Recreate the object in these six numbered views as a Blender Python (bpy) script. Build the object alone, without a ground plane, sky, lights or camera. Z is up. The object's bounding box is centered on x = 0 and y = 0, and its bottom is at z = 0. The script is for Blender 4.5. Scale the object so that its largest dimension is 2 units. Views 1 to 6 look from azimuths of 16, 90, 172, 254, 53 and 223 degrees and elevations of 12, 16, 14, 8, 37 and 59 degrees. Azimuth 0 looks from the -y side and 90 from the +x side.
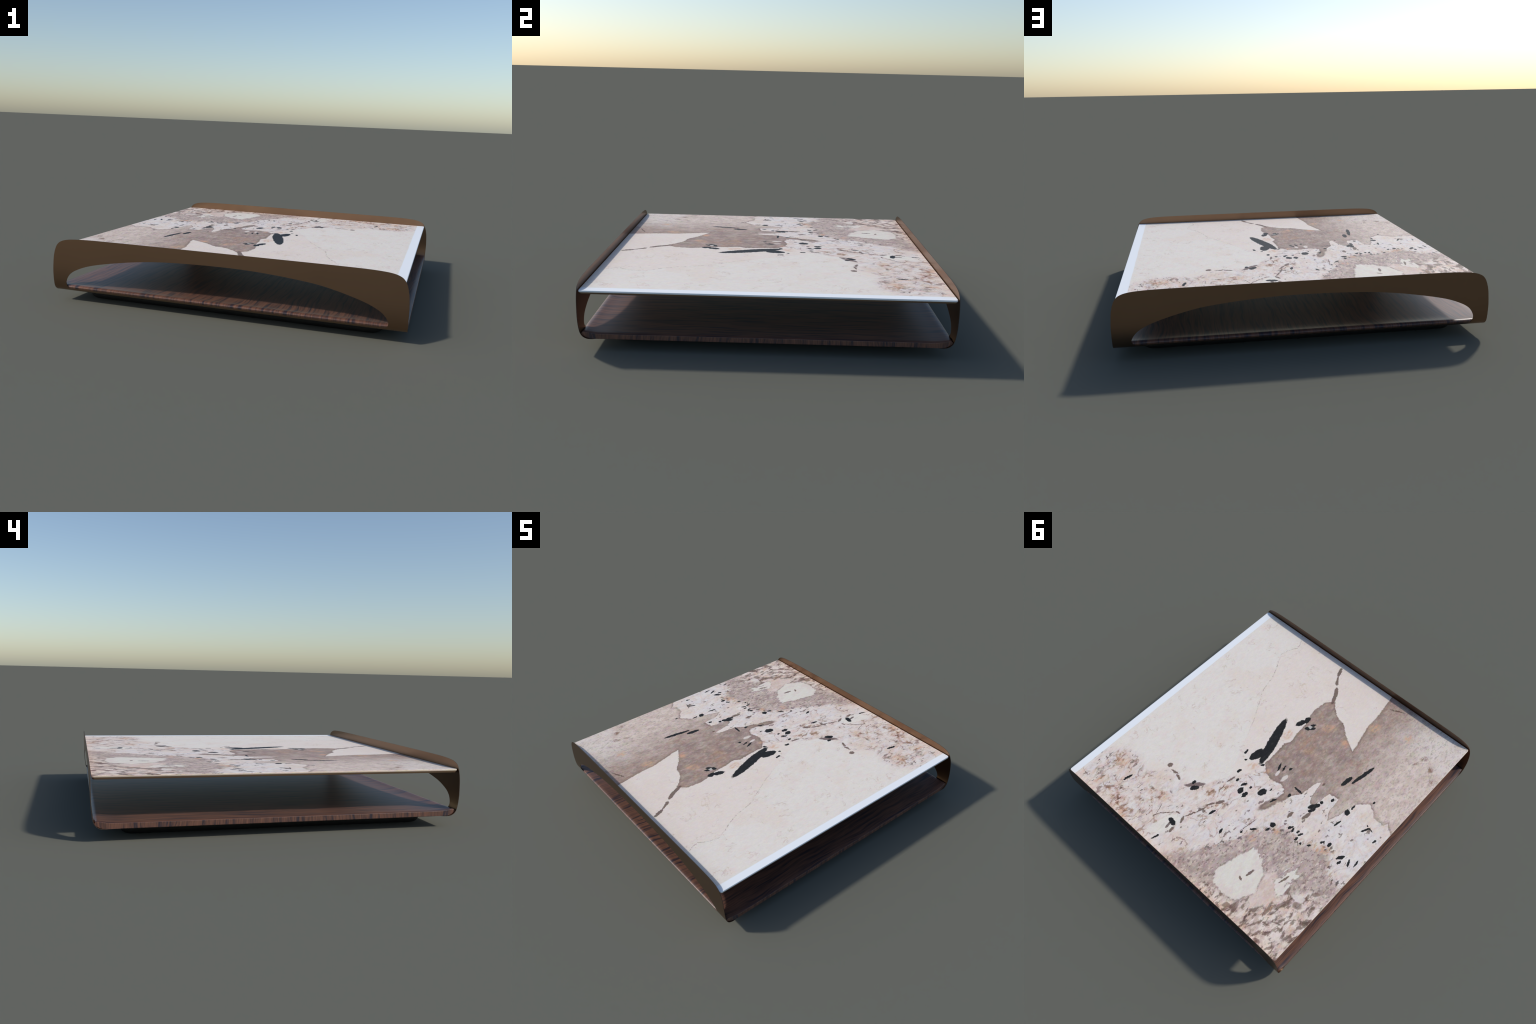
# Low square coffee table: patterned stone top on a bronze tray, carried by two
# bent bronze side sheets with an arched opening, over a dark wood shelf and a
# recessed black plinth.  Units: metres, z up.
import bpy, bmesh, math
from mathutils import Vector
from mathutils.geometry import delaunay_2d_cdt

# ----------------------------------------------------------------------------
# scene helpers
# ----------------------------------------------------------------------------
def link(ob, parent=None):
    bpy.context.scene.collection.objects.link(ob)
    if parent is not None:
        ob.parent = parent
    return ob

def mesh_object(name, bm, mat, parent, sharp_deg=32):
    me = bpy.data.meshes.new(name)
    bm.faces.index_update()
    cap = {f.index for f in bm.faces if f.tag}
    bmesh.ops.recalc_face_normals(bm, faces=bm.faces)
    bm.to_mesh(me)
    bm.free()
    me.materials.append(mat)
    me.shade_smooth()
    me.set_sharp_from_angle(angle=math.radians(sharp_deg))
    uses = {}
    for i in cap:
        for k in me.polygons[i].edge_keys:
            uses[k] = uses.get(k, 0) + 1
    for e in me.edges:
        if uses.get(e.key, 0) == 1:
            e.use_edge_sharp = True
    return link(bpy.data.objects.new(name, me), parent)

def catmull(points, per=8):
    """Smooth open curve through 2D control points."""
    p = [Vector(q) for q in points]
    p = [p[0] * 2 - p[1]] + p + [p[-1] * 2 - p[-2]]
    out = []
    for i in range(1, len(p) - 2):
        a, b, c, d = p[i - 1:i + 3]
        ta = 0.0
        tb = ta + max((b - a).length, 1e-6) ** 0.5
        tc = tb + max((c - b).length, 1e-6) ** 0.5
        td = tc + max((d - c).length, 1e-6) ** 0.5
        for k in range(per):
            t = tb + (tc - tb) * k / per
            a1 = a * ((tb - t) / (tb - ta)) + b * ((t - ta) / (tb - ta))
            a2 = b * ((tc - t) / (tc - tb)) + c * ((t - tb) / (tc - tb))
            a3 = c * ((td - t) / (td - tc)) + d * ((t - tc) / (td - tc))
            b1 = a1 * ((tc - t) / (tc - ta)) + a2 * ((t - ta) / (tc - ta))
            b2 = a2 * ((td - t) / (td - tb)) + a3 * ((t - tb) / (td - tb))
            out.append(b1 * ((tc - t) / (tc - tb)) + b2 * ((t - tb) / (tc - tb)))
    out.append(p[-2])
    return out

def rounded_rect(hx, hy, r, seg=6):
    pts = []
    for cx, cy, a0 in ((hx - r, hy - r, 0), (-hx + r, hy - r, 90),
                       (-hx + r, -hy + r, 180), (hx - r, -hy + r, 270)):
        for k in range(seg + 1):
            a = math.radians(a0 + 90 * k / seg)
            pts.append((cx + r * math.cos(a), cy + r * math.sin(a)))
    return pts

def slab(rings):
    """Solid from stacked outlines: rings = [(outline, z), ...] bottom to top."""
    bm = bmesh.new()
    rows = [[bm.verts.new((x, y, z)) for x, y in o] for o, z in rings]
    for lo, hi in zip(rows, rows[1:]):
        n = len(lo)
        for i in range(n):
            j = (i + 1) % n
            bm.faces.new((lo[i], lo[j], hi[j], hi[i]))
    caps = [bm.faces.new(list(reversed(rows[0]))), bm.faces.new(rows[-1])]
    flat_caps(bm, caps)
    return bm

def flat_caps(bm, caps):
    """Plane ends keep their own normal: their outline is a crisp edge."""
    for f in bm.faces:
        f.tag = False
    for f in caps:
        f.tag = True

# ----------------------------------------------------------------------------
# node helpers: a tiny expression language over shader nodes
# ----------------------------------------------------------------------------
def lin(v):
    v /= 255.0
    return v / 12.92 if v <= 0.04045 else ((v + 0.055) / 1.055) ** 2.4

def rgb(r, g, b, k=1.0):
    return (lin(r) * k, lin(g) * k, lin(b) * k, 1.0)

class Net:
    def __init__(self, name):
        self.mat = bpy.data.materials.new(name)
        self.mat.use_nodes = True
        self.t = self.mat.node_tree
        self.bsdf = self.t.nodes["Principled BSDF"]
        self.pos = self.node("ShaderNodeTexCoord").outputs["Object"]

    def node(self, kind, **props):
        n = self.t.nodes.new(kind)
        for k, v in props.items():
            setattr(n, k, v)
        return n

    def put(self, sock, v):
        if isinstance(v, bpy.types.NodeSocket):
            self.t.links.new(v, sock)
        else:
            sock.default_value = v

    def math(self, op, a, b=None, c=None, clamp=False):
        n = self.node("ShaderNodeMath", operation=op, use_clamp=clamp)
        self.put(n.inputs[0], a)
        if b is not None:
            self.put(n.inputs[1], b)
        if c is not None:
            self.put(n.inputs[2], c)
        return n.outputs[0]

    def add(self, a, b): return self.math("ADD", a, b)
    def sub(self, a, b): return self.math("SUBTRACT", a, b)
    def mul(self, a, b): return self.math("MULTIPLY", a, b)
    def lo(self, a, b): return self.math("MINIMUM", a, b)
    def hi(self, a, b): return self.math("MAXIMUM", a, b)

    def step(self, v, e0, e1):
        """0 at e0, 1 at e1, smooth between (either order)."""
        n = self.node("ShaderNodeMapRange", interpolation_type="SMOOTHSTEP")
        self.put(n.inputs[0], v)
        if e0 < e1:
            vals = (e0, e1, 0.0, 1.0)
        else:
            vals = (e1, e0, 1.0, 0.0)
        for s, x in zip(n.inputs[1:5], vals):
            s.default_value = x
        return n.outputs[0]

    def mapped(self, vec, loc=(0, 0, 0), rot=0.0, scale=(1, 1, 1), kind="TEXTURE"):
        n = self.node("ShaderNodeMapping", vector_type=kind)
        self.put(n.inputs[0], vec)
        n.inputs[1].default_value = loc
        n.inputs[2].default_value = (0, 0, rot)
        n.inputs[3].default_value = scale
        return n.outputs[0]

    def noise(self, vec, scale, detail=3.0, rough=0.55, dist=0.0, color=False, stretch=None, shift=0.0):
        if stretch or shift:
            vec = self.mapped(vec, (shift, shift * 1.7, 0), 0, stretch or (1, 1, 1), "POINT")
        n = self.node("ShaderNodeTexNoise")
        self.put(n.inputs["Vector"], vec)
        n.inputs["Scale"].default_value = scale
        n.inputs["Detail"].default_value = detail
        n.inputs["Roughness"].default_value = rough
        n.inputs["Distortion"].default_value = dist
        return n.outputs["Color" if color else "Fac"]

    def mix(self, fac, a, b, mode="MIX"):
        n = self.node("ShaderNodeMix", data_type="RGBA", blend_type=mode)
        self.put(n.inputs[0], fac)
        self.put(n.inputs[6], a)
        self.put(n.inputs[7], b)
        return n.outputs[2]

    def curve(self, v, pts):
        """Piecewise smooth function through pts [(x, y), ...], constant outside."""
        pts = sorted(pts)
        x0, x1 = pts[0][0], pts[-1][0]
        y0 = min(p[1] for p in pts)
        y1 = max(p[1] for p in pts)
        m = self.node("ShaderNodeMapRange")
        self.put(m.inputs[0], v)
        for s, x in zip(m.inputs[1:5], (x0, x1, 0.0, 1.0)):
            s.default_value = x
        n = self.node("ShaderNodeFloatCurve")
        self.put(n.inputs[1], m.outputs[0])
        c = n.mapping.curves[0]
        q = [((p[0] - x0) / (x1 - x0), (p[1] - y0) / (y1 - y0)) for p in pts]
        c.points[0].location = q[0]
        c.points[1].location = q[-1]
        for s in q[1:-1]:
            c.points.new(*s)
        for p in c.points:
            p.handle_type = "VECTOR"
        n.mapping.update()
        return self.math("MULTIPLY_ADD", n.outputs[0], y1 - y0, y0)

    def blobs(self, vec, items, cut=None):
        """Smallest normalised distance to a family of ellipses
        (cx, cy, half length, half width, angle): below 1 is inside."""
        best = cut
        for cx, cy, a, b, ang in items:
            v = self.mapped(vec, (cx, cy, 0.3255), math.radians(ang), (2 * a, 2 * b, 2))
            n = self.node("ShaderNodeTexGradient", gradient_type="SPHERICAL")
            self.put(n.inputs[0], v)
            d = self.math("MULTIPLY_ADD", n.outputs["Fac"], -2.0, 2.0)
            best = d if best is None else self.lo(best, d)
        return best

    def convex(self, vec, pts):
        """Signed distance-like value of a convex outline: negative inside."""
        cx = sum(p[0] for p in pts) / len(pts)
        cy = sum(p[1] for p in pts) / len(pts)
        best = None
        for (x0, y0), (x1, y1) in zip(pts, pts[1:] + pts[:1]):
            nx, ny = y1 - y0, x0 - x1
            l = math.hypot(nx, ny)
            nx, ny = nx / l, ny / l
            if nx * (cx - x0) + ny * (cy - y0) > 0:
                nx, ny = -nx, -ny
            n = self.node("ShaderNodeVectorMath", operation="DOT_PRODUCT")
            self.put(n.inputs[0], vec)
            n.inputs[1].default_value = (nx, ny, 0)
            d = self.sub(n.outputs["Value"], nx * x0 + ny * y0)
            best = d if best is None else self.hi(best, d)
        return best

    def finish(self, color, rough, metallic=0.0, spec=0.5, bump=None, bump_strength=0.1, bump_dist=0.002):
        self.put(self.bsdf.inputs["Base Color"], color)
        self.put(self.bsdf.inputs["Roughness"], rough)
        self.put(self.bsdf.inputs["Metallic"], metallic)
        self.bsdf.inputs["Specular IOR Level"].default_value = spec
        if bump is not None:
            n = self.node("ShaderNodeBump")
            n.inputs["Strength"].default_value = bump_strength
            n.inputs["Distance"].default_value = bump_dist
            self.put(n.inputs["Height"], bump)
            self.put(self.bsdf.inputs["Normal"], n.outputs[0])
        return self.mat

# ----------------------------------------------------------------------------
# materials
# ----------------------------------------------------------------------------
STONE_K = (1.40, 1.33, 1.157)      # stone colours below are written as they look in sun

def stone_material():
    N = Net("patagonia_stone")
    S = lambda r, g, b: (lin(r) * STONE_K[0], lin(g) * STONE_K[1], lin(b) * STONE_K[2], 1.0)
    P = N.pos
    # frayed coordinates: every outline on the slab is slightly ragged
    nz = N.noise(P, 26.0, 4.0, 0.6, color=True)
    # (split and rejoined by hand: keeps the node chain in a strict order)
    nsep = N.node("ShaderNodeSeparateColor"); N.put(nsep.inputs[0], nz)
    ncomb = N.node("ShaderNodeCombineXYZ")
    N.put(ncomb.inputs[0], nsep.outputs[0]); N.put(ncomb.inputs[1], nsep.outputs[1])
    off = N.node("ShaderNodeVectorMath", operation="SUBTRACT")
    N.put(off.inputs[0], ncomb.outputs[0])
    off.inputs[1].default_value = (0.5, 0.5, 0.0)
    fray = N.node("ShaderNodeVectorMath", operation="MULTIPLY_ADD")
    N.put(fray.inputs[0], off.outputs[0])
    fray.inputs[1].default_value = (0.022, 0.034, 0.0)
    N.put(fray.inputs[2], P)
    Q = fray.outputs[0]
    soft = N.node("ShaderNodeVectorMath", operation="MULTIPLY_ADD")
    n2 = N.node("ShaderNodeSeparateColor"); N.put(n2.inputs[0], N.noise(P, 70.0, 3.0, 0.6, color=True, shift=21.0))
    c2 = N.node("ShaderNodeCombineXYZ")
    N.put(c2.inputs[0], N.math("MULTIPLY_ADD", n2.outputs[0], 0.016, -0.008))
    N.put(c2.inputs[1], N.math("MULTIPLY_ADD", n2.outputs[1], 0.026, -0.013))
    rough = N.node("ShaderNodeVectorMath", operation="MULTIPLY_ADD")
    N.put(rough.inputs[0], off.outputs[0])
    rough.inputs[1].default_value = (0.008, 0.014, 0.0)
    N.put(rough.inputs[2], c2.outputs[0])
    N.put(soft.inputs[0], rough.outputs[0])
    soft.inputs[1].default_value = (1.0, 1.0, 0.0)
    N.put(soft.inputs[2], P)
    R = soft.outputs[0]
    sp = N.node("ShaderNodeSeparateXYZ"); N.put(sp.inputs[0], P)
    px, py = sp.outputs[0], sp.outputs[1]
    sq = N.node("ShaderNodeSeparateXYZ"); N.put(sq.inputs[0], Q)
    qx, qy = sq.outputs[0], sq.outputs[1]
    sr = N.node("ShaderNodeSeparateXYZ"); N.put(sr.inputs[0], R)
    rx, ry = sr.outputs[0], sr.outputs[1]

    # grain fields, drawn out along y like the crystals
    fine = N.noise(P, 55.0, 4.0, 0.65, stretch=(1.0, 0.42, 1.0))
    mid = N.noise(P, 14.0, 4.0, 0.6, stretch=(1.0, 0.5, 1.0), shift=3.1)
    wide = N.noise(P, 5.0, 3.0, 0.55, shift=7.7)
    tint = N.noise(P, 21.0, 3.0, 0.6, stretch=(1.0, 0.55, 1.0), shift=11.3)

    # --- pale cream ground, split by one long hairline crack -----------------
    crack = N.curve(ry, [(-0.99, 0.593), (-0.92, 0.55), (-0.87, 0.536), (-0.80, 0.574), (-0.735, 0.586),
                         (-0.66, 0.549), (-0.61, 0.518), (-0.53, 0.484), (-0.38, 0.45), (-0.31, 0.404),
                         (-0.15, 0.313), (-0.03, 0.258), (0.17, 0.166), (0.27, 0.116), (0.40, 0.10)])
    cd = N.sub(rx, crack)
    col = N.mix(N.step(cd, -0.01, 0.012), S(211, 202, 201), S(211, 206, 206))
    col = N.mix(N.mul(N.step(tint, 0.50, 0.66), 0.45), col, S(212, 198, 197))
    col = N.mix(N.mul(N.step(mid, 0.52, 0.72), 0.35), col, S(203, 199, 198))
    hair = N.noise(R, 4.5, 4.0, 0.6, dist=0.4, shift=31.0)
    hair = N.mul(N.step(N.math("ABSOLUTE", N.sub(hair, 0.5)), 0.012, 0.002), N.step(mid, 0.48, 0.60))
    col = N.mix(N.mul(N.step(wide, 0.50, 0.66), 0.40), col, S(209, 195, 190))
    col = N.mix(N.mul(hair, 0.42), col, S(180, 156, 146))
    line = N.mul(N.step(N.math("ABSOLUTE", cd), 0.0045, 0.0012), N.step(fine, 0.42, 0.58))
    col = N.mix(N.mul(line, N.mul(N.step(py, 0.1, -0.3), 0.75)), col, S(150, 135, 130))

    # --- mottled white-pink zone beyond a wandering front --------------------
    front = N.curve(qx, [(-0.97, -0.2), (-0.6, -0.1), (-0.3, 0.02), (-0.05, 0.02), (0.0, 0.10), (0.1, 0.27), (0.2, 0.44),
                         (0.34, 0.50), (0.45, 0.50), (0.57, 0.66), (0.66, 0.58), (0.76, 0.58), (0.87, 0.66), (0.95, 0.75)])
    mott = N.step(N.sub(qy, front), -0.02, 0.05)
    mcol = N.mix(N.step(tint, 0.40, 0.62), S(211, 205, 207), S(207, 193, 191))
    mcol = N.mix(N.step(mid, 0.46, 0.64), mcol, S(205, 200, 206))
    mcol = N.mix(N.mul(N.step(wide, 0.52, 0.66), 0.5), mcol, S(206, 191, 184))
    mcol = N.mix(N.mul(N.step(fine, 0.50, 0.36), 0.45), mcol, S(186, 172, 172))
    col = N.mix(mott, col, mcol)
    # rusty, broken stains near the far edge of that zone
    stain_zone = N.mul(N.step(py, 0.50, 0.80), N.step(px, 0.18, 0.42))
    stain_zone = N.mul(stain_zone, N.step(px, 0.93, 0.80))
    vein = N.noise(Q, 9.0, 5.0, 0.62, dist=0.6, stretch=(1.0, 0.8, 1.0), shift=5.2)
    vline = N.mul(N.step(N.math("ABSOLUTE", N.sub(vein, 0.52)), 0.030, 0.004), N.step(mid, 0.44, 0.58))
    col = N.mix(N.mul(N.mul(vline, stain_zone), 0.40), col, S(140, 114, 104))
    col = N.mix(N.mul(N.mul(N.step(vein, 0.56, 0.66), stain_zone), 0.40), col, S(196, 168, 150))
    clot = N.mul(N.step(N.noise(Q, 17.0, 5.0, 0.65, stretch=(1.0, 0.7, 1.0), shift=15.0), 0.57, 0.66), N.step(py, 0.62, 0.80))
    col = N.mix(N.mul(N.mul(clot, stain_zone), 0.7), col, S(104, 82, 72))
    trail = N.blobs(Q, [(0.50, 0.93, 0.10, 0.045, 5), (0.40, 0.82, 0.13, 0.05, 75), (0.39, 0.71, 0.07, 0.05, 10), (0.62, 0.91, 0.06, 0.05, 30),
                        (0.78, 0.70, 0.07, 0.06, 60), (0.10, 0.44, 0.12, 0.06, 70), (0.03, 0.50, 0.08, 0.05, 70)])
    rust = N.noise(R, 22.0, 5.0, 0.65, stretch=(1.0, 0.7, 1.0), shift=33.0)
    near = N.step(trail, 1.5, 0.5)
    col = N.mix(N.mul(near, N.mul(N.step(rust, 0.46, 0.60), 0.70)), col, S(178, 142, 122))
    col = N.mix(N.mul(near, N.mul(N.step(rust, 0.55, 0.63), 0.85)), col, S(112, 84, 70))
    # thin rusty veins that link the crystals
    web = N.noise(R, 5.5, 3.0, 0.55, dist=0.8, stretch=(1.0, 0.8, 1.0), shift=47.0)
    webm = N.mul(N.mul(N.step(N.math("ABSOLUTE", N.sub(web, 0.5)), 0.014, 0.002), N.step(mid, 0.42, 0.54)), N.mul(mott, N.math("MULTIPLY_ADD", N.step(px, -0.40, -0.05), 0.8, 0.2)))
    col = N.mix(N.mul(webm, 0.70), col, S(128, 100, 88))
    halo = N.mul(N.mul(N.step(N.math("ABSOLUTE", N.sub(web, 0.5)), 0.06, 0.0), N.step(fine, 0.44, 0.58)), mott)
    col = N.mix(N.mul(halo, 0.30), col, S(192, 162, 146))
    # sparse dark flecks through the whole mottled zone
    fleck = N.mul(N.step(N.noise(R, 38.0, 3.0, 0.55, stretch=(1.0, 0.5, 1.0), shift=17.0), 0.635, 0.675), mott)
    col = N.mix(N.mul(fleck, 0.8), col, S(96, 80, 76))

    # --- mauve granular band --------------------------------------------------
    upper = N.curve(qx, [(-0.97, 0.40), (-0.81, 0.36), (-0.77, 0.26), (-0.73, 0.23), (-0.69, 0.28), (-0.62, 0.31),
                         (-0.54, 0.335), (-0.46, 0.31), (-0.42, 0.32), (-0.37, 0.38), (-0.32, 0.44), (-0.276, 0.50),
                         (-0.24, 0.60), (-0.18, 0.70), (-0.10, 0.83), (-0.02, 0.91), (0.04, 0.99)])
    ud = N.sub(qy, upper)
    band = N.step(N.add(ud, N.mul(N.sub(mid, 0.5), 0.10)), -0.03, 0.05)
    band = N.mul(band, N.step(qx, 0.08, 0.0))
    bcol = N.mix(N.step(tint, 0.38, 0.64), S(180, 164, 160), S(154, 136, 135))
    bcol = N.mix(N.step(fine, 0.50, 0.66), bcol, S(196, 182, 178))
    bcol = N.mix(N.mul(N.step(wide, 0.50, 0.62), 0.5), bcol, S(166, 150, 150))
    grains = N.noise(P, 75.0, 2.0, 0.5, stretch=(1.0, 0.6, 1.0), shift=2.2)
    bcol = N.mix(N.mul(N.step(grains, 0.56, 0.64), 0.75), bcol, S(112, 92, 92))
    col = N.mix(N.mul(band, 0.92), col, bcol)
    rim = N.mul(N.step(N.math("ABSOLUTE", N.add(ud, N.mul(N.sub(mid, 0.5), 0.10))), 0.05, 0.01), N.step(fine, 0.50, 0.60))
    col = N.mix(N.mul(N.mul(rim, N.step(qx, 0.06, 0.0)), 0.55), col, S(150, 116, 98))

    rim2 = N.mul(N.step(N.math("ABSOLUTE", N.add(ud, N.mul(N.sub(mid, 0.5), 0.12))), 0.07, 0.01), N.step(qx, 0.0, -0.2))
    col = N.mix(N.mul(N.mul(rim2, N.step(N.noise(R, 40.0, 3.0, 0.5, stretch=(1.0, 0.55, 1.0), shift=19.0), 0.58, 0.63)), 0.85), col, S(70, 60, 60))
    # --- coarse brown-and-white corner ---------------------------------------
    cz = N.curve(qx, [(-0.97, 0.46), (-0.88, 0.50), (-0.81, 0.54), (-0.73, 0.62), (-0.70, 0.72), (-0.66, 0.775),
                      (-0.57, 0.82), (-0.53, 0.885), (-0.43, 0.905), (-0.34, 0.89), (-0.29, 0.93), (-0.22, 1.02)])
    corner = N.step(N.sub(qy, cz), -0.02, 0.05)
    c1 = N.noise(Q, 13.0, 5.0, 0.6, dist=0.9, stretch=(1.0, 0.55, 1.0), shift=9.4)
    ccol = N.mix(N.step(c1, 0.40, 0.58), S(186, 168, 166), S(212, 200, 198))
    ccol = N.mix(N.mul(N.step(tint, 0.52, 0.66), 0.6), ccol, S(205, 176, 160))
    c2 = N.noise(Q, 21.0, 4.0, 0.60, dist=0.7, stretch=(1.0, 0.5, 1.0), shift=1.4)
    ccol = N.mix(N.mul(N.step(c2, 0.51, 0.60), 0.8), ccol, S(140, 118, 112))
    ccol = N.mix(N.mul(N.step(c2, 0.57, 0.65), 0.9), ccol, S(86, 68, 62))
    ccol = N.mix(N.mul(N.step(c1, 0.60, 0.70), 0.7), ccol, S(216, 210, 208))
    c3 = N.noise(R, 44.0, 4.0, 0.62, stretch=(1.0, 0.5, 1.0), shift=35.0)
    ccol = N.mix(N.mul(N.step(c3, 0.52, 0.62), 0.75), ccol, S(98, 80, 74))
    ccol = N.mix(N.mul(N.step(c3, 0.44, 0.36), 0.6), ccol, S(216, 206, 206))
    col = N.mix(corner, col, ccol)

    # --- three clear white crystals inside the mauve band ----------------------
    pink = N.convex(Q, [(-0.54, 0.64), (-0.59, 0.57), (-0.72, 0.67), (-0.71, 0.73), (-0.62, 0.84), (-0.56, 0.83)])
    col = N.mix(N.mul(N.step(N.add(pink, N.mul(N.sub(mid, 0.5), 0.12)), 0.012, -0.012), 0.8), col, N.mix(N.step(tint, 0.4, 0.6), S(209, 196, 193), S(204, 184, 180)))
    w1 = N.convex(R, [(-0.385, 0.505), (-0.335, 0.66), (-0.296, 0.83), (-0.315, 0.885), (-0.43, 0.91), (-0.53, 0.89),
                      (-0.585, 0.77), (-0.545, 0.65), (-0.47, 0.575)])
    w2 = N.convex(Q, [(-0.585, 0.585), (-0.625, 0.475), (-0.652, 0.413), (-0.682, 0.409), (-0.715, 0.50), (-0.728, 0.665),
                      (-0.70, 0.70), (-0.64, 0.66)])
    round1 = N.blobs(R, [(-0.437, 0.715, 0.215, 0.156, 84)])
    w1 = N.hi(w1, N.math("MULTIPLY_ADD", round1, 0.16, -0.16))
    wd = N.add(N.lo(w1, N.add(w2, N.mul(N.step(mid, 0.46, 0.60), 0.030))), N.mul(N.sub(fine, 0.5), 0.026))
    wd = N.add(wd, N.mul(N.mul(N.step(py, 0.64, 0.54), N.step(tint, 0.45, 0.60)), 0.03))
    col = N.mix(N.mul(N.step(N.math("ABSOLUTE", wd), 0.016, 0.002), N.mul(N.step(fine, 0.48, 0.58), 0.6)), col, S(112, 94, 88))
    col = N.mix(N.mul(N.step(wd, 0.004, -0.008), 0.93), col, N.mix(N.step(tint, 0.42, 0.62), S(210, 207, 204), S(208, 199, 198)))
    eye = N.convex(Q, [(0.25, 0.965), (0.224, 0.86), (0.205, 0.773), (0.168, 0.725), (0.122, 0.735), (0.118, 0.824), (0.147, 0.902)])
    col = N.mix(N.mul(N.step(eye, 0.008, -0.008), 0.8), col, S(212, 209, 208))

    # --- big grey-brown quartz mass ---------------------------------------------
    g = N.curve(rx, [(-0.97, -0.10), (-0.93, -0.127), (-0.895, -0.157), (-0.88, -0.124), (-0.80, -0.128), (-0.767, -0.165),
                     (-0.72, -0.19), (-0.655, -0.13), (-0.645, -0.09), (-0.62, 0.016), (-0.59, 0.096), (-0.553, 0.03),
                     (-0.545, -0.08), (-0.468, -0.067), (-0.462, 0.03), (-0.45, 0.088), (-0.41, 0.065), (-0.385, -0.03),
                     (-0.375, -0.10), (-0.352, -0.065), (-0.335, 0.06), (-0.29, 0.125), (-0.262, 0.16), (-0.225, 0.118), (-0.18, 0.098),
                     (-0.10, 0.12), (-0.045, 0.10), (0.0, 0.06), (0.06, 0.02)])
    h = N.curve(ry, [(-0.99, -0.012), (-0.68, -0.010), (-0.62, 0.046), (-0.52, 0.058), (-0.44, 0.042), (-0.386, 0.02),
                     (-0.27, 0.014), (-0.213, -0.002), (-0.154, 0.022), (-0.03, 0.012), (0.10, 0.012)])
    wl = N.curve(ry, [(-0.99, -0.282), (-0.86, -0.302), (-0.77, -0.313), (-0.66, -0.319), (-0.585, -0.337), (-0.50, -0.357),
                      (-0.40, -0.375)])
    wr = N.curve(rx, [(-0.40, -0.42), (-0.352, -0.443), (-0.26, -0.50), (-0.171, -0.572), (-0.12, -0.577), (-0.044, -0.63),
                      (-0.005, -0.68), (0.05, -0.75)])
    wedge = N.lo(N.sub(rx, wl), N.sub(wr, ry))             # > 0 inside the cream wedge
    gin = N.lo(N.sub(g, ry), N.sub(h, rx))
    gin = N.lo(gin, N.mul(wedge, -1.0))
    tail = N.blobs(R, [(-0.225, 0.265, 0.085, 0.027, 74), (-0.262, 0.16, 0.06, 0.026, 74)])
    gin = N.hi(gin, N.math("MULTIPLY_ADD", tail, -0.02, 0.02))
    quartz = N.step(N.add(gin, N.mul(N.sub(fine, 0.5), 0.014)), -0.003, 0.006)
    fade = N.step(N.add(px, N.mul(N.sub(mid, 0.5), 0.25)), -0.30, -0.80)
    gcol = N.mix(N.step(tint, 0.36, 0.64), S(158, 141, 137), S(139, 121, 118))
    gcol = N.mix(N.mul(N.step(wide, 0.48, 0.60), 0.55), gcol, S(158, 137, 128))
    gpale = N.mix(N.step(tint, 0.38, 0.64), S(203, 190, 187), S(188, 172, 168))
    gpale = N.mix(N.mul(N.step(N.add(py, N.mul(N.sub(wide, 0.5), 0.6)), -0.55, -0.95), N.step(px, -0.42, -0.62)), gpale, S(204, 197, 197))
    gcol = N.mix(fade, gcol, gpale)
    rustq = N.noise(Q, 7.0, 4.0, 0.6, dist=0.5, stretch=(1.0, 0.6, 1.0), shift=41.0)
    gcol = N.mix(N.mul(N.mul(N.step(rustq, 0.54, 0.66), 0.55), N.math("MULTIPLY_ADD", fade, -0.75, 1.0)), gcol, S(158, 127, 109))
    gcol = N.mix(N.mul(N.step(rustq, 0.44, 0.34), 0.50), gcol, S(184, 168, 164))
    gcol = N.mix(N.mul(N.step(fine, 0.50, 0.68), 0.32), gcol, S(192, 174, 166))
    gcol = N.mix(N.mul(N.step(fine, 0.48, 0.32), 0.35), gcol, S(128, 110, 106))
    gedge = N.mul(N.step(gin, 0.030, 0.002), 0.45)
    gcol = N.mix(gedge, gcol, S(112, 94, 86))
    gcol = N.mix(N.mul(N.step(gin, 0.012, 0.0), N.mul(N.step(mid, 0.36, 0.56), 0.7)), gcol, S(86, 66, 58))
    gcol = N.mix(N.mul(N.step(N.noise(P, 90.0, 3.0, 0.6, stretch=(1.0, 0.5, 1.0), shift=43.0), 0.54, 0.64), 0.30), gcol, S(112, 92, 84))
    col = N.mix(quartz, col, gcol)

    # --- warm iron tints ---------------------------------------------------------
    warm = N.blobs(Q, [(-0.364, -0.695, 0.040, 0.029, 63), (-0.596, -0.777, 0.03, 0.03, 59), (-0.129, -0.47, 0.052, 0.025, 46),
                       (-0.29, -0.447, 0.026, 0.031, 55), (0.054, 0.123, 0.041, 0.023, 57), (0.051, -0.234, 0.045, 0.028, 84),
                       (-0.049, 0.097, 0.017, 0.027, 5), (0.739, 0.705, 0.045, 0.034, 78), (0.74, 0.906, 0.034, 0.023, 79),
                       (0.435, 0.953, 0.029, 0.025, -61), (0.323, 0.697, 0.039, 0.029, 77), (-0.315, 0.514, 0.022, 0.025, 25),
                       (-0.40, 0.372, 0.023, 0.02, 79), (-0.698, 0.275, 0.06, 0.025, 32), (-0.704, 0.778, 0.057, 0.024, -82),
                       (-0.899, 0.784, 0.022, 0.018, 82)])
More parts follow.
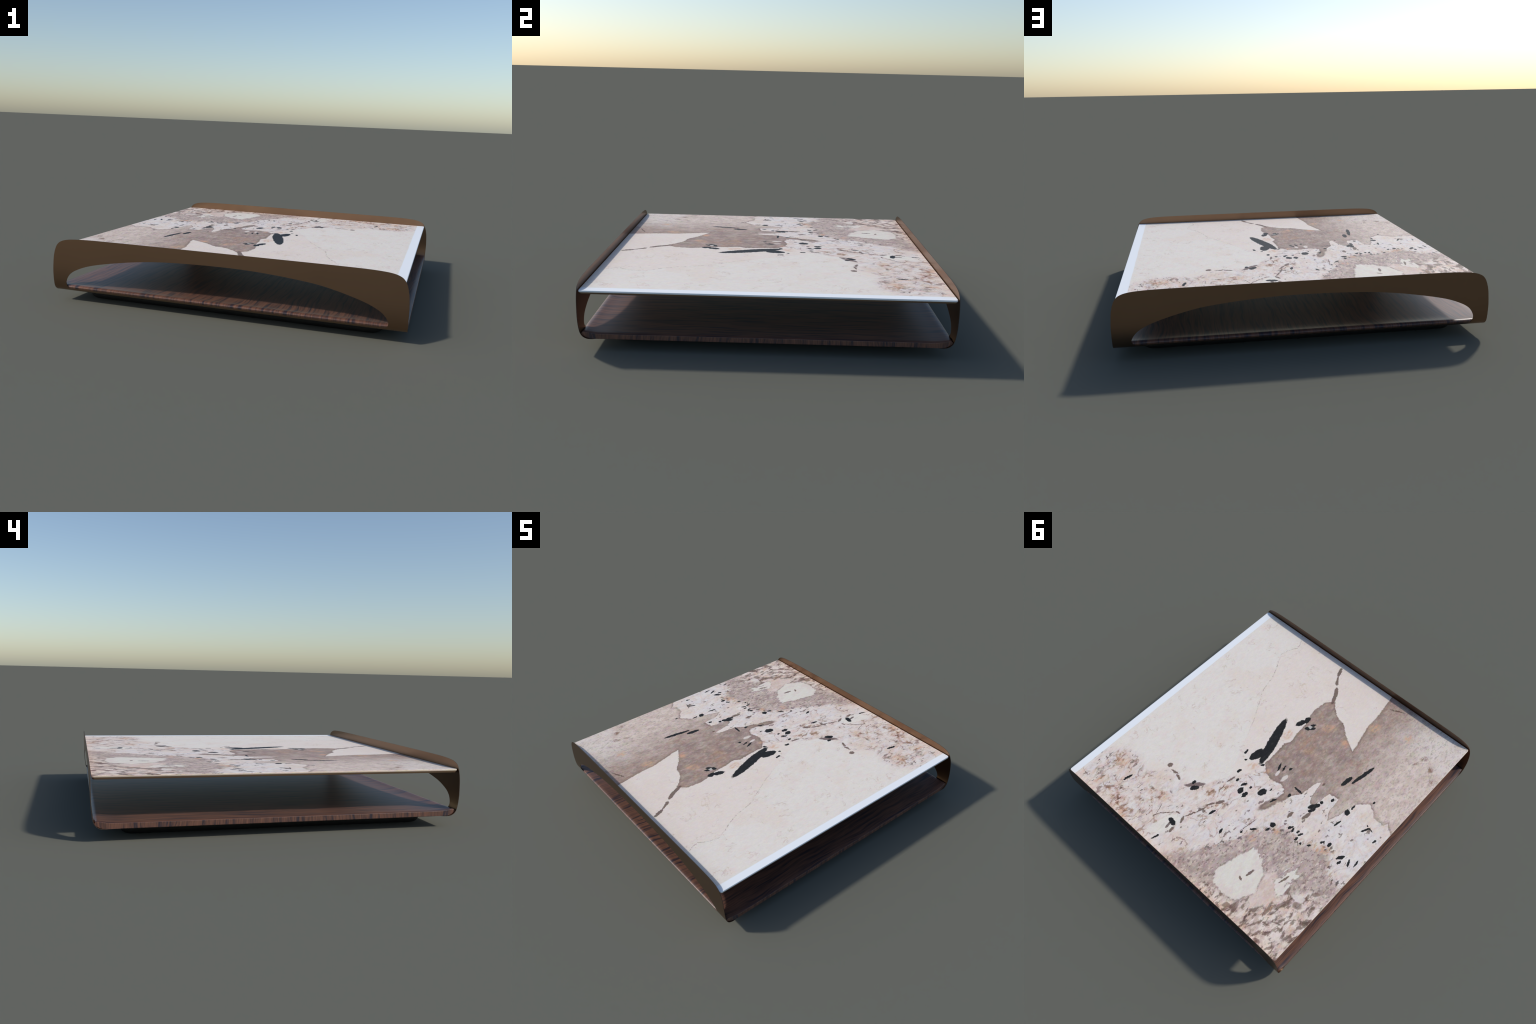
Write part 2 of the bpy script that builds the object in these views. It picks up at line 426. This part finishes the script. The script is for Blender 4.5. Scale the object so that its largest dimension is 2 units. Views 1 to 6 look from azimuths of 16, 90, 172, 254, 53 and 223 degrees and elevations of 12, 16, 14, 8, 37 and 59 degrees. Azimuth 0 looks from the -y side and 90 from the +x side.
    col = N.mix(N.mul(N.mul(N.step(warm, 1.7, 0.3), N.step(fine, 0.36, 0.60)), 0.70), col, S(192, 150, 122))

    # --- brown veins, stains and small brown crystals -----------------------------
    brown = N.blobs(R, [(0.145, -0.907, 0.046, 0.013, -70), (0.107, -0.836, 0.046, 0.008, -56), (0.095, -0.815, 0.021, 0.013, -54), (0.042, -0.743, 0.052, 0.015, -56),
                        (0.017, -0.691, 0.050, 0.014, -66), (-0.392, -0.917, 0.059, 0.006, 23), (-0.396, -0.096, 0.012, 0.007, -82),
                        (0.112, 0.827, 0.025, 0.010, -81), (0.022, 0.473, 0.034, 0.012, 64), (0.058, 0.526, 0.032, 0.008, 56),
                        (0.073, 0.594, 0.045, 0.005, 74), (0.101, 0.668, 0.044, 0.005, 65), (0.113, 0.732, 0.029, 0.008, -69),
                        (0.17, 0.715, 0.017, 0.006, 15), (0.229, 0.772, 0.059, 0.0035, 49), (0.269, 0.826, 0.022, 0.0035, 65),
                        (0.284, 0.777, 0.041, 0.0025, -69), (0.092, 0.30, 0.032, 0.007, 78), (0.09, 0.391, 0.03, 0.004, 90),
                        (-0.233, 0.464, 0.073, 0.003, 82), (0.479, 0.503, 0.02, 0.017, 63), (0.417, 0.518, 0.028, 0.009, 9),
                        (0.366, 0.529, 0.027, 0.010, -14), (-0.383, 0.225, 0.028, 0.012, 87), (-0.468, 0.159, 0.039, 0.013, 81),
                        (-0.473, 0.696, 0.033, 0.009, 81), (-0.454, 0.761, 0.018, 0.009, -29), (-0.658, 0.585, 0.040, 0.007, 76)])
    col = N.mix(N.mul(N.step(brown, 1.12, 0.85), 0.90), col, S(96, 77, 70))
    stains = N.blobs(Q, [(0.422, 0.705, 0.037, 0.010, 2), (0.361, 0.728, 0.029, 0.014, 13), (0.424, 0.813, 0.029, 0.014, 33),
                         (0.473, 0.911, 0.026, 0.010, 76), (0.559, 0.912, 0.024, 0.011, 79), (0.481, 0.964, 0.028, 0.010, 63),
                         (0.434, 0.952, 0.018, 0.014, -85), (0.666, 0.915, 0.02, 0.012, 58), (-0.858, -0.679, 0.022, 0.023, 36),
                         (-0.779, -0.727, 0.034, 0.017, 61), (-0.928, -0.611, 0.03, 0.02, 33), (-0.758, -0.649, 0.025, 0.009, 74)])
    col = N.mix(N.mul(N.step(stains, 1.5, 0.5), N.mul(N.step(fine, 0.40, 0.60), 0.85)), col, S(118, 92, 78))
    lumps = N.blobs(Q, [(-0.439, 0.92, 0.012, 0.009, 76), (-0.512, 0.943, 0.026, 0.016, 34), (-0.549, 0.914, 0.028, 0.018, 69),
                        (-0.578, 0.832, 0.024, 0.007, -80), (-0.713, 0.784, 0.05, 0.010, -75), (-0.727, 0.622, 0.032, 0.012, -86),
                        (-0.767, 0.706, 0.053, 0.016, 60), (-0.83, 0.654, 0.033, 0.022, 22), (-0.913, 0.604, 0.016, 0.012, 73),
                        (-0.867, 0.525, 0.024, 0.014, 53), (-0.843, 0.575, 0.026, 0.010, -86), (-0.717, 0.912, 0.057, 0.006, 67),
                        (-0.766, 0.943, 0.026, 0.007, 84), (-0.797, 0.977, 0.025, 0.014, 10), (-0.882, 0.958, 0.034, 0.007, 60),
                        (-0.893, 0.857, 0.019, 0.006, 85), (-0.934, 0.832, 0.018, 0.015, -17), (-0.857, 0.772, 0.031, 0.005, 74),
                        (-0.81, 0.82, 0.03, 0.007, 25), (-0.941, 0.716, 0.02, 0.012, -10), (-0.711, 0.817, 0.03, 0.007, -65)])
    col = N.mix(N.mul(N.step(lumps, 1.25, 0.7), 0.72), col, S(108, 88, 80))
    pale = N.blobs(R, [(-0.108, 0.051, 0.026, 0.011, -81), (-0.169, 0.047, 0.036, 0.014, 87), (-0.805, 0.614, 0.041, 0.022, 23)])
    col = N.mix(N.mul(N.step(pale, 1.2, 0.8), 0.85), col, S(208, 200, 200))
    purple = N.blobs(R, [(0.241, 0.494, 0.074, 0.017, 47), (0.151, 0.822, 0.028, 0.009, -80)])
    col = N.mix(N.mul(N.step(purple, 1.1, 0.8), 0.9), col, S(96, 80, 80))

    # --- black tourmaline: the large blades, needles, then scattered grains ---------
    ink = N.blobs(R, [(0.092, -0.121, 0.215, 0.034, -73), (0.078, -0.085, 0.145, 0.033, -74), (0.098, 0.034, 0.064, 0.031, 81),
                      (0.011, 0.073, 0.014, 0.010, 54), (0.17, 0.069, 0.023, 0.009, -82), (-0.016, 0.317, 0.027, 0.019, -82),
                      (-0.132, 0.227, 0.036, 0.023, 73), (-0.163, 0.176, 0.013, 0.005, 85), (-0.026, -0.375, 0.041, 0.015, 43),
                      (-0.083, 0.005, 0.035, 0.007, -71), (-0.114, -0.008, 0.029, 0.007, -75), (-0.30, 0.054, 0.037, 0.008, 1),
                      (-0.495, -0.221, 0.052, 0.016, 84), (-0.548, -0.331, 0.106, 0.013, 80), (-0.229, 0.224, 0.026, 0.008, 70),
                      (0.225, 0.512, 0.032, 0.017, 55), (0.151, 0.787, 0.034, 0.018, -13), (0.007, 0.56, 0.026, 0.009, 76),
                      (-0.131, 0.617, 0.021, 0.009, -76), (0.617, 0.763, 0.035, 0.009, 77), (0.151, 0.934, 0.029, 0.007, 71)])
    ink = N.blobs(R, [(-0.458, 0.072, 0.045, 0.017, 57), (-0.475, 0.016, 0.013, 0.011, 53), (-0.652, 0.062, 0.034, 0.006, 80),
                      (-0.349, 0.356, 0.021, 0.019, 69), (-0.277, 0.465, 0.024, 0.009, 51), (-0.469, 0.292, 0.021, 0.008, -77),
                      (-0.62, 0.307, 0.013, 0.006, 38), (-0.883, 0.227, 0.029, 0.008, -70), (-0.92, 0.20, 0.031, 0.006, -82),
                      (-0.654, -0.096, 0.028, 0.006, -88), (-0.815, -0.022, 0.032, 0.006, 64), (-0.844, -0.046, 0.019, 0.006, -8),
                      (0.26, 0.484, 0.016, 0.012, -86)], ink)
    ink = N.blobs(R, [(x, y, (1.25 + 0.5 * (i * 0.618 % 1)) * r, (0.95 - 0.3 * (i * 0.618 % 1)) * r, 55 + 60 * (i * 0.382 % 1)) for i, (x, y, r) in enumerate((
        (0.128, 0.122, 0.009), (0.098, 0.212, 0.013), (0.058, 0.271, 0.010), (-0.001, 0.267, 0.015), (-0.058, 0.321, 0.019),
        (-0.05, 0.252, 0.009), (0.052, -0.367, 0.026), (0.035, -0.417, 0.022), (-0.026, -0.409, 0.014), (-0.152, -0.032, 0.010),
        (-0.283, 0.122, 0.012), (-0.466, 0.105, 0.017), (-0.519, -0.048, 0.011), (-0.648, -0.041, 0.019), (-0.346, 0.403, 0.011),
        (-0.504, 0.281, 0.009), (-0.529, 0.285, 0.012), (-0.528, 0.327, 0.011), (-0.57, 0.333, 0.008), (-0.668, 0.231, 0.011),
        (-0.712, 0.214, 0.013), (-0.82, 0.234, 0.018), (-0.836, 0.266, 0.011), (-0.235, 0.53, 0.008), (-0.447, 0.293, 0.012),
        (-0.734, -0.219, 0.008), (-0.809, -0.056, 0.007), (-0.91, 0.002, 0.010)))], ink)
    col = N.mix(N.step(ink, 1.05, 0.93), col, N.mix(N.step(fine, 0.5, 0.7), S(28, 28, 29), S(46, 45, 45)))
    glint = N.blobs(R, [(-0.019, -0.387, 0.014, 0.012, 6)])
    col = N.mix(N.mul(N.step(glint, 1.2, 0.8), 0.8), col, S(190, 188, 190))

    # --- plain sides of the slab ---------------------------------------------------------
    geo = N.node("ShaderNodeNewGeometry")
    sn = N.node("ShaderNodeSeparateXYZ"); N.put(sn.inputs[0], geo.outputs["True Normal"])
    col = N.mix(N.step(sn.outputs[2], 0.45, 0.15), col, S(198, 183, 175))

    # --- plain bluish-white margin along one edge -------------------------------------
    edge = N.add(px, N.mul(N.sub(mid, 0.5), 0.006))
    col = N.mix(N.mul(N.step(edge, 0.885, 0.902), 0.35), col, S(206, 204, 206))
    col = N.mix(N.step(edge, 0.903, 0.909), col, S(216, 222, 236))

    # overall grain: faint pink, green and ochre clouding, then light and dark streaks
    col = N.mix(0.14, col, N.noise(P, 30.0, 3.0, 0.6, color=True, stretch=(1.0, 0.5, 1.0), shift=23.0), "OVERLAY")
    col = N.mix(0.18, col, N.noise(P, 95.0, 2.0, 0.6, color=True, stretch=(1.0, 0.45, 1.0), shift=27.0), "OVERLAY")
    shade = N.add(0.93, N.mul(fine, 0.14))
    shade = N.add(shade, N.mul(N.sub(N.noise(P, 170.0, 2.0, 0.6, stretch=(1.0, 0.5, 1.0), shift=37.0), 0.5), 0.16))
    cc = N.node("ShaderNodeCombineColor")
    for s in cc.inputs[:3]:
        N.put(s, shade)
    col = N.mix(N.step(edge, 0.906, 0.90), col, N.mix(1.0, col, cc.outputs[0], "MULTIPLY"))
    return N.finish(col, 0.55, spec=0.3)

def wood_material():
    N = Net("dark_walnut")
    geo = N.node("ShaderNodeNewGeometry")
    sn = N.node("ShaderNodeSeparateXYZ"); N.put(sn.inputs[0], geo.outputs["True Normal"])
    sp = N.node("ShaderNodeSeparateXYZ"); N.put(sp.inputs[0], N.pos)
    ends = N.step(N.math("ABSOLUTE", sn.outputs[0]), 0.6, 0.8)
    # across-grain coordinate: x on top and long edges, y on the two end faces
    across = N.add(N.mul(sp.outputs[0], N.sub(1.0, ends)), N.mul(N.add(sp.outputs[1], 5.0), ends))
    along = N.add(N.mul(sp.outputs[1], N.sub(1.0, ends)), N.mul(N.mul(sp.outputs[2], 2.0), ends))
    v = N.node("ShaderNodeCombineXYZ")
    N.put(v.inputs[0], across); N.put(v.inputs[1], along)
    base = v.outputs[0]
    warp = N.noise(base, 3.0, 2.0, 0.5, stretch=(1.0, 0.6, 1.0))
    w2 = N.node("ShaderNodeCombineXYZ")
    N.put(w2.inputs[0], N.add(across, N.mul(N.sub(warp, 0.5), 0.10)))
    N.put(w2.inputs[1], along)
    wv = w2.outputs[0]
    broad = N.noise(wv, 52.0, 3.0, 0.6, stretch=(1.0, 0.05, 1.0))
    streak = N.noise(wv, 150.0, 3.0, 0.6, stretch=(1.0, 0.03, 1.0), shift=4.0)
    pore = N.noise(wv, 380.0, 2.0, 0.6, stretch=(1.0, 0.025, 1.0), shift=8.0)
    col = N.mix(N.step(broad, 0.38, 0.60), rgb(82, 59, 52, 1.12), rgb(113, 78, 63, 1.12))
    col = N.mix(N.mul(N.step(streak, 0.50, 0.64), 0.60), col, rgb(60, 48, 50, 1.15))
    col = N.mix(N.mul(N.step(broad, 0.46, 0.36), 0.90), col, rgb(46, 41, 50, 1.15))
    col = N.mix(N.mul(N.step(streak, 0.46, 0.34), 0.45), col, rgb(130, 90, 70, 1.15))
    col = N.mix(N.mul(N.step(pore, 0.53, 0.68), 0.35), col, rgb(56, 44, 44, 1.15))
    return N.finish(col, 0.40, spec=0.5)

def bronze_material():
    N = Net("brushed_bronze")
    n = N.noise(N.pos, 3.0, 2.0, 0.5)
    col = N.mix(n, (0.235, 0.145, 0.090, 1), (0.262, 0.162, 0.102, 1))
    return N.finish(col, 0.34, metallic=1.0)

def rim_material():
    N = Net("dark_cut_edge")
    n = N.noise(N.pos, 20.0, 2.0, 0.5)
    return N.finish(N.mix(n, (0.050, 0.032, 0.022, 1), (0.062, 0.040, 0.028, 1)), 0.6, spec=0.3)  # bronze darkened and roughened here to kill the sun glint on the rim

def tray_material():
    N = Net("dark_bronze_lacquer")
    n = N.noise(N.pos, 6.0, 2.0, 0.5)
    return N.finish(N.mix(n, rgb(96, 76, 56, 1.3), rgb(104, 82, 62, 1.3)), 0.45, spec=0.4)

def plinth_material():
    N = Net("matt_black")
    n = N.noise(N.pos, 30.0, 2.0, 0.5)
    return N.finish(N.mix(n, (0.010, 0.010, 0.010, 1), (0.014, 0.014, 0.0135, 1)), 0.6, spec=0.3)  # base colour lowered until it merges with the shadow under the shelf

# ----------------------------------------------------------------------------
# geometry
# ----------------------------------------------------------------------------
# cross-section of the bent side sheet (outer face): distance from centre, height
SHEET = [(0.872, 0.0632), (0.905, 0.0632), (0.930, 0.0637), (0.947, 0.0656), (0.961, 0.0705), (0.9725, 0.0785), (0.981, 0.0890),
         (0.9868, 0.102), (0.9912, 0.120), (0.9945, 0.146), (0.9968, 0.182), (0.9980, 0.230), (0.9987, 0.280),
         (0.9994, 0.330), (1.0, 0.3775)]
SHEET_T = 0.0024
Z_FLAT = 0.0632

class Profile:
    """Arc-length parametrised cross-section."""
    def __init__(self, ctrl, per=8):
        self.p = catmull(ctrl, per)
        self.s = [0.0]
        for a, b in zip(self.p, self.p[1:]):
            self.s.append(self.s[-1] + (b - a).length)

    def at(self, s):
        s = min(max(s, 0.0), self.s[-1])
        for i in range(len(self.s) - 1):
            if s <= self.s[i + 1]:
                t = (s - self.s[i]) / max(self.s[i + 1] - self.s[i], 1e-9)
                return self.p[i].lerp(self.p[i + 1], t)
        return self.p[-1]

    def s_of_z(self, z):
        for i in range(len(self.p) - 1):
            if self.p[i].y <= z <= self.p[i + 1].y and self.p[i + 1].y > self.p[i].y:
                t = (z - self.p[i].y) / (self.p[i + 1].y - self.p[i].y)
                return self.s[i] + t * (self.s[i + 1] - self.s[i])
        return self.s[-1]

    def offset(self, d):
        """Points moved sideways by d (towards the inside of the bend)."""
        out = []
        for i, p in enumerate(self.p):
            a = self.p[max(i - 1, 0)]
            b = self.p[min(i + 1, len(self.p) - 1)]
            t = (b - a).normalized()
            out.append(p + Vector((-t.y, t.x)) * d)
        return out

# half outline of the sheet seen from the side: (x, z) from flange to mid top
RIM = [(0.985, 0.130), (0.9852, 0.185), (0.9825, 0.230), (0.978, 0.272), (0.9695, 0.306), (0.9585, 0.331), (0.944, 0.3475),
       (0.920, 0.3600), (0.885, 0.3682), (0.836, 0.3728), (0.772, 0.3755), (0.66, 0.3768), (0.45, 0.3774), (0.0, 0.3775)]
# the arch: from its foot at -x over the crown to the foot at +x
ARCH = [(-0.9055, 0.112), (-0.9052, 0.123), (-0.900, 0.140), (-0.885, 0.1650), (-0.860, 0.1865), (-0.810, 0.2110), (-0.760, 0.2285),
        (-0.710, 0.2410), (-0.640, 0.2550), (-0.560, 0.2685), (-0.485, 0.2800), (-0.347, 0.2945), (-0.185, 0.3025),
        (0.0, 0.3055), (0.150, 0.3033), (0.287, 0.2955), (0.421, 0.2835), (0.540, 0.2680), (0.622, 0.2500),
        (0.700, 0.2290), (0.780, 0.2025), (0.826, 0.1815), (0.8575, 0.1610), (0.8775, 0.1390), (0.8885, 0.1190), (0.8905, 0.1090)]
ARCH_SILL = 0.0835

def side_sheet(name, side, mat, rim_mat, parent):
    prof = Profile(SHEET)
    up = prof.s_of_z
    s_sill = up(ARCH_SILL)
    half = [(0.90, 0.0), (0.940, 0.005), (0.964, 0.018), (0.976, 0.036), (0.9815, 0.056)] + [(0.9838, up(0.0670)), (0.9846, up(0.080)), (0.9848, up(0.100))]
    half = [(p.x, p.y) for p in catmull(half + [(0.9848, up(0.115))], 7)][:-1]
    rim = [(p.x, up(p.y)) for p in catmull(RIM, 6)]
    right = half + rim
    outer = right + [(-x, s) for x, s in reversed(right[:-1])]
    arch = [(p.x, up(p.y)) for p in catmull(ARCH, 5)]
    xl, xr = arch[0][0], arch[-1][0]
    sl, sr = arch[0][1], arch[-1][1]
    foot_r = [(xr - 0.022 * (1 - math.cos(math.radians(a))), s_sill + (sr - s_sill) * (1 - math.sin(math.radians(a)))) for a in (30, 60, 90)]
    foot_l = [(xl + 0.022 * (1 - math.cos(math.radians(a))), s_sill + (sl - s_sill) * (1 - math.sin(math.radians(a)))) for a in (90, 60, 30)]
    sill = [(foot_r[-1][0] + (foot_l[0][0] - foot_r[-1][0]) * k / 40.0, s_sill) for k in range(1, 40)]
    hole = arch + foot_r + sill + foot_l

    def inside(pt, loop):
        x, y = pt
        c = False
        for (x0, y0), (x1, y1) in zip(loop, loop[1:] + loop[:1]):
            if (y0 > y) != (y1 > y) and x < x0 + (y - y0) * (x1 - x0) / (y1 - y0):
                c = not c
        return c

    def clear(pt, loop, d):
        return all((pt[0] - q[0]) ** 2 + (pt[1] - q[1]) ** 2 > d * d for q in loop)

    verts = [Vector(p) for p in outer + hole]
    n0, n1 = len(outer), len(hole)
    edges = [(i, (i + 1) % n0) for i in range(n0)] + [(n0 + i, n0 + (i + 1) % n1) for i in range(n1)]
    L = prof.s[-1]
    s_rows = [0.02, 0.045] + [0.055 + 0.006 * k for k in range(14)] + [0.15 + 0.016 * k for k in range(22)]
    for s in s_rows:
        if s >= L:
            continue
        for k in range(-48, 49):
            p = (k * 0.0205, s)
            if inside(p, outer) and not inside(p, hole) and clear(p, outer, 0.005) and clear(p, hole, 0.005):
                verts.append(Vector(p))
    co, _, tris, *_ = delaunay_2d_cdt(verts, edges, [], 1, 1e-6)
    bm = bmesh.new()
    vs = []
    for c in co:
        q = prof.at(c.y)
        vs.append(bm.verts.new((c.x, side * q.x, q.y)))
    for f in tris:
        mx = sum(co[i].x for i in f) / 3
        my = sum(co[i].y for i in f) / 3
        if not inside((mx, my), hole):
            try:
                bm.faces.new([vs[i] for i in f])
            except ValueError:
                pass
    bmesh.ops.delete(bm, geom=[v for v in bm.verts if not v.link_faces], context="VERTS")
    bmesh.ops.recalc_face_normals(bm, faces=bm.faces)
    # every face looks outwards (down on the flange, sideways on the wall)
    bm.normal_update()
    wall = max(bm.faces, key=lambda f: f.calc_center_median().z)
    if wall.normal.y * side < 0:
        bmesh.ops.reverse_faces(bm, faces=bm.faces)
    me = bpy.data.meshes.new(name)
    bm.to_mesh(me); bm.free()
    me.materials.append(mat)
    me.materials.append(rim_mat)
    me.shade_smooth()
    ob = link(bpy.data.objects.new(name, me), parent)
    sol = ob.modifiers.new("thickness", "SOLIDIFY")
    sol.thickness = SHEET_T
    sol.offset = -1.0
    sol.use_even_offset = True
    sol.material_offset_rim = 1
    bpy.context.view_layer.update()
    dg = bpy.context.evaluated_depsgraph_get()
    me2 = bpy.data.meshes.new_from_object(ob.evaluated_get(dg))
    ob.modifiers.clear()
    ob.data = me2
    me2.name = name
    me2.shade_smooth()
    me2.set_sharp_from_angle(angle=math.radians(40))
    return ob

def shelf(mat, parent):
    """Board whose long edges fill the bend of the side sheets."""
    prof = Profile(SHEET)
    inner = [p for p in prof.offset(SHEET_T + 0.0008) if 0.90 < p.x and p.y < 0.095]
    under = [Vector((0.0, Z_FLAT + SHEET_T)), Vector((0.45, Z_FLAT + SHEET_T)), Vector((0.80, Z_FLAT + SHEET_T))]
    a = inner[-1]
    lip = [Vector((y, z)) for y, z in ((0.9798, 0.0975), (0.9778, 0.1004), (0.973, 0.1026), (0.966, 0.1037), (0.957, 0.1030),
                                       (0.943, 0.1006), (0.925, 0.0980), (0.90, 0.0961), (0.86, 0.0950))]
    lip += [
           Vector((0.70, 0.0946)), Vector((0.35, 0.0946)), Vector((0.0, 0.0946))]
    half = under + inner + lip
    loop = half + [Vector((-p.x, p.y)) for p in reversed(half[1:-1])]

    def proud(z):
        """How far the edge stands out where it shows through the arch."""
        return 0.0042 * max(0.0, min(1.0, (z - 0.0795) / 0.004, (0.1037 - z) / 0.005))

    def end_x(y):
        t = min(max((abs(y) - 0.90) / 0.085, 0.0), 1.0)
        return 0.9825 - 0.007 * t * t * (3 - 2 * t)
    r = 0.0025
    inside = sorted(set([k * 0.05 for k in range(-19, 20)] + [0.878, 0.888, -0.892, -0.902]))
    stations = [(-1, 0.0), (-1, r * 0.3), (-1, r)] + [(x, None) for x in inside] + [(1, r), (1, r * 0.3), (1, 0.0)]
    cz = 0.081
    bm = bmesh.new()
    rows = []
    for t, inset in stations:
        row = []
        for i, p in enumerate(loop):
            y, z = p.x, p.y
            if inset is None:
                x = t
                if -0.895 < x < 0.88 and abs(y) > 0.95:
                    y += math.copysign(proud(z), y)
            else:
                x = t * (end_x(y) - inset)
                pull = r - math.sqrt(max(r * r - (r - inset) ** 2, 0.0))   # small arris at the ends
                if z > cz or abs(y) < 0.9:
                    z -= math.copysign(pull, z - cz)
                else:
                    y -= math.copysign(pull, y)
            row.append(bm.verts.new((x, y, z)))
        rows.append(row)
    n = len(loop)
    for lo, hi in zip(rows, rows[1:]):
        for i in range(n):
            j = (i + 1) % n
            bm.faces.new((lo[i], lo[j], hi[j], hi[i]))
    # end faces: triangle strips between the lower and the upper line
    k = max(range(len(half)), key=lambda i: half[i].x)
    m = len(half) - 1
    caps = []
    for row in (rows[0], rows[-1]):
        for sgn in (1, -1):
            ring = [row[i] if sgn > 0 else row[-i] for i in range(m + 1)]
            if sgn < 0:
                ring[0], ring[m] = row[0], row[m]
            low, upp = ring[:k + 1], ring[:k - 1:-1]
            i = j = 0
            while i < len(low) - 1 or j < len(upp) - 1:
                if j == len(upp) - 1 or (i < len(low) - 1 and abs(low[i + 1].co.y) <= abs(upp[j + 1].co.y)):
                    tri = (low[i], low[i + 1], upp[j]); i += 1
                else:
                    tri = (low[i], upp[j + 1], upp[j]); j += 1
                if len(set(tri)) == 3:
                    caps.append(bm.faces.new(tri))
    flat_caps(bm, caps)
    return mesh_object("shelf", bm, mat, parent, 30)

def stone_top(mat, parent):
    hx, hy, r = 0.9585, 0.9925, 0.0135
    b = 0.0020
    rings = [(rounded_rect(hx - 0.001, hy - 0.001, r - 0.001), 0.3158),
             (rounded_rect(hx, hy, r), 0.3168),
             (rounded_rect(hx, hy, r), 0.3255 - b),
             (rounded_rect(hx - b * 0.3, hy - b * 0.3, r), 0.3255 - b * 0.3),
             (rounded_rect(hx - b, hy - b, r), 0.3255)]
    return mesh_object("stone_top", slab(rings), mat, parent, 50)

def tray(mat, parent):
    rings = [(rounded_rect(0.951, 0.984, 0.010), 0.3050),
             (rounded_rect(0.953, 0.986, 0.011), 0.3055),
             (rounded_rect(0.9575, 0.9905, 0.015), 0.3145),
             (rounded_rect(0.9575, 0.9905, 0.015), 0.3157)]
    return mesh_object("tray", slab(rings), mat, parent, 30)

def plinth(mat, parent):
    R, hx = 0.032, 0.848
    rings = []
    for k in range(7):
        a = math.radians(90 * k / 6)
        d = R * (1 - math.sin(a))
        rings.append((rounded_rect(hx - d, hx - d, 0.05 - d * 0.5, 8), R * (1 - math.cos(a))))
    rings.append((rounded_rect(hx, hx, 0.05, 8), Z_FLAT + SHEET_T - 0.0002))
    return mesh_object("plinth", slab(rings), mat, parent, 40)

# ----------------------------------------------------------------------------
# assembly
# ----------------------------------------------------------------------------
def build():
    for ob in list(bpy.data.objects):
        bpy.data.objects.remove(ob)
    root = link(bpy.data.objects.new("coffee_table", None))
    root["label"] = "low square coffee table, patterned stone top, arched bronze sides"
    root["category"] = "coffee table"
    stone, wood = stone_material(), wood_material()
    bronze, lacquer, black = bronze_material(), tray_material(), plinth_material()
    rim = rim_material()
    stone_top(stone, root)
    tray(lacquer, root)
    side_sheet("side_panel", -1, bronze, rim, root)
    side_sheet("side_panel.001", 1, bronze, rim, root)
    shelf(wood, root)
    plinth(black, root)

build()
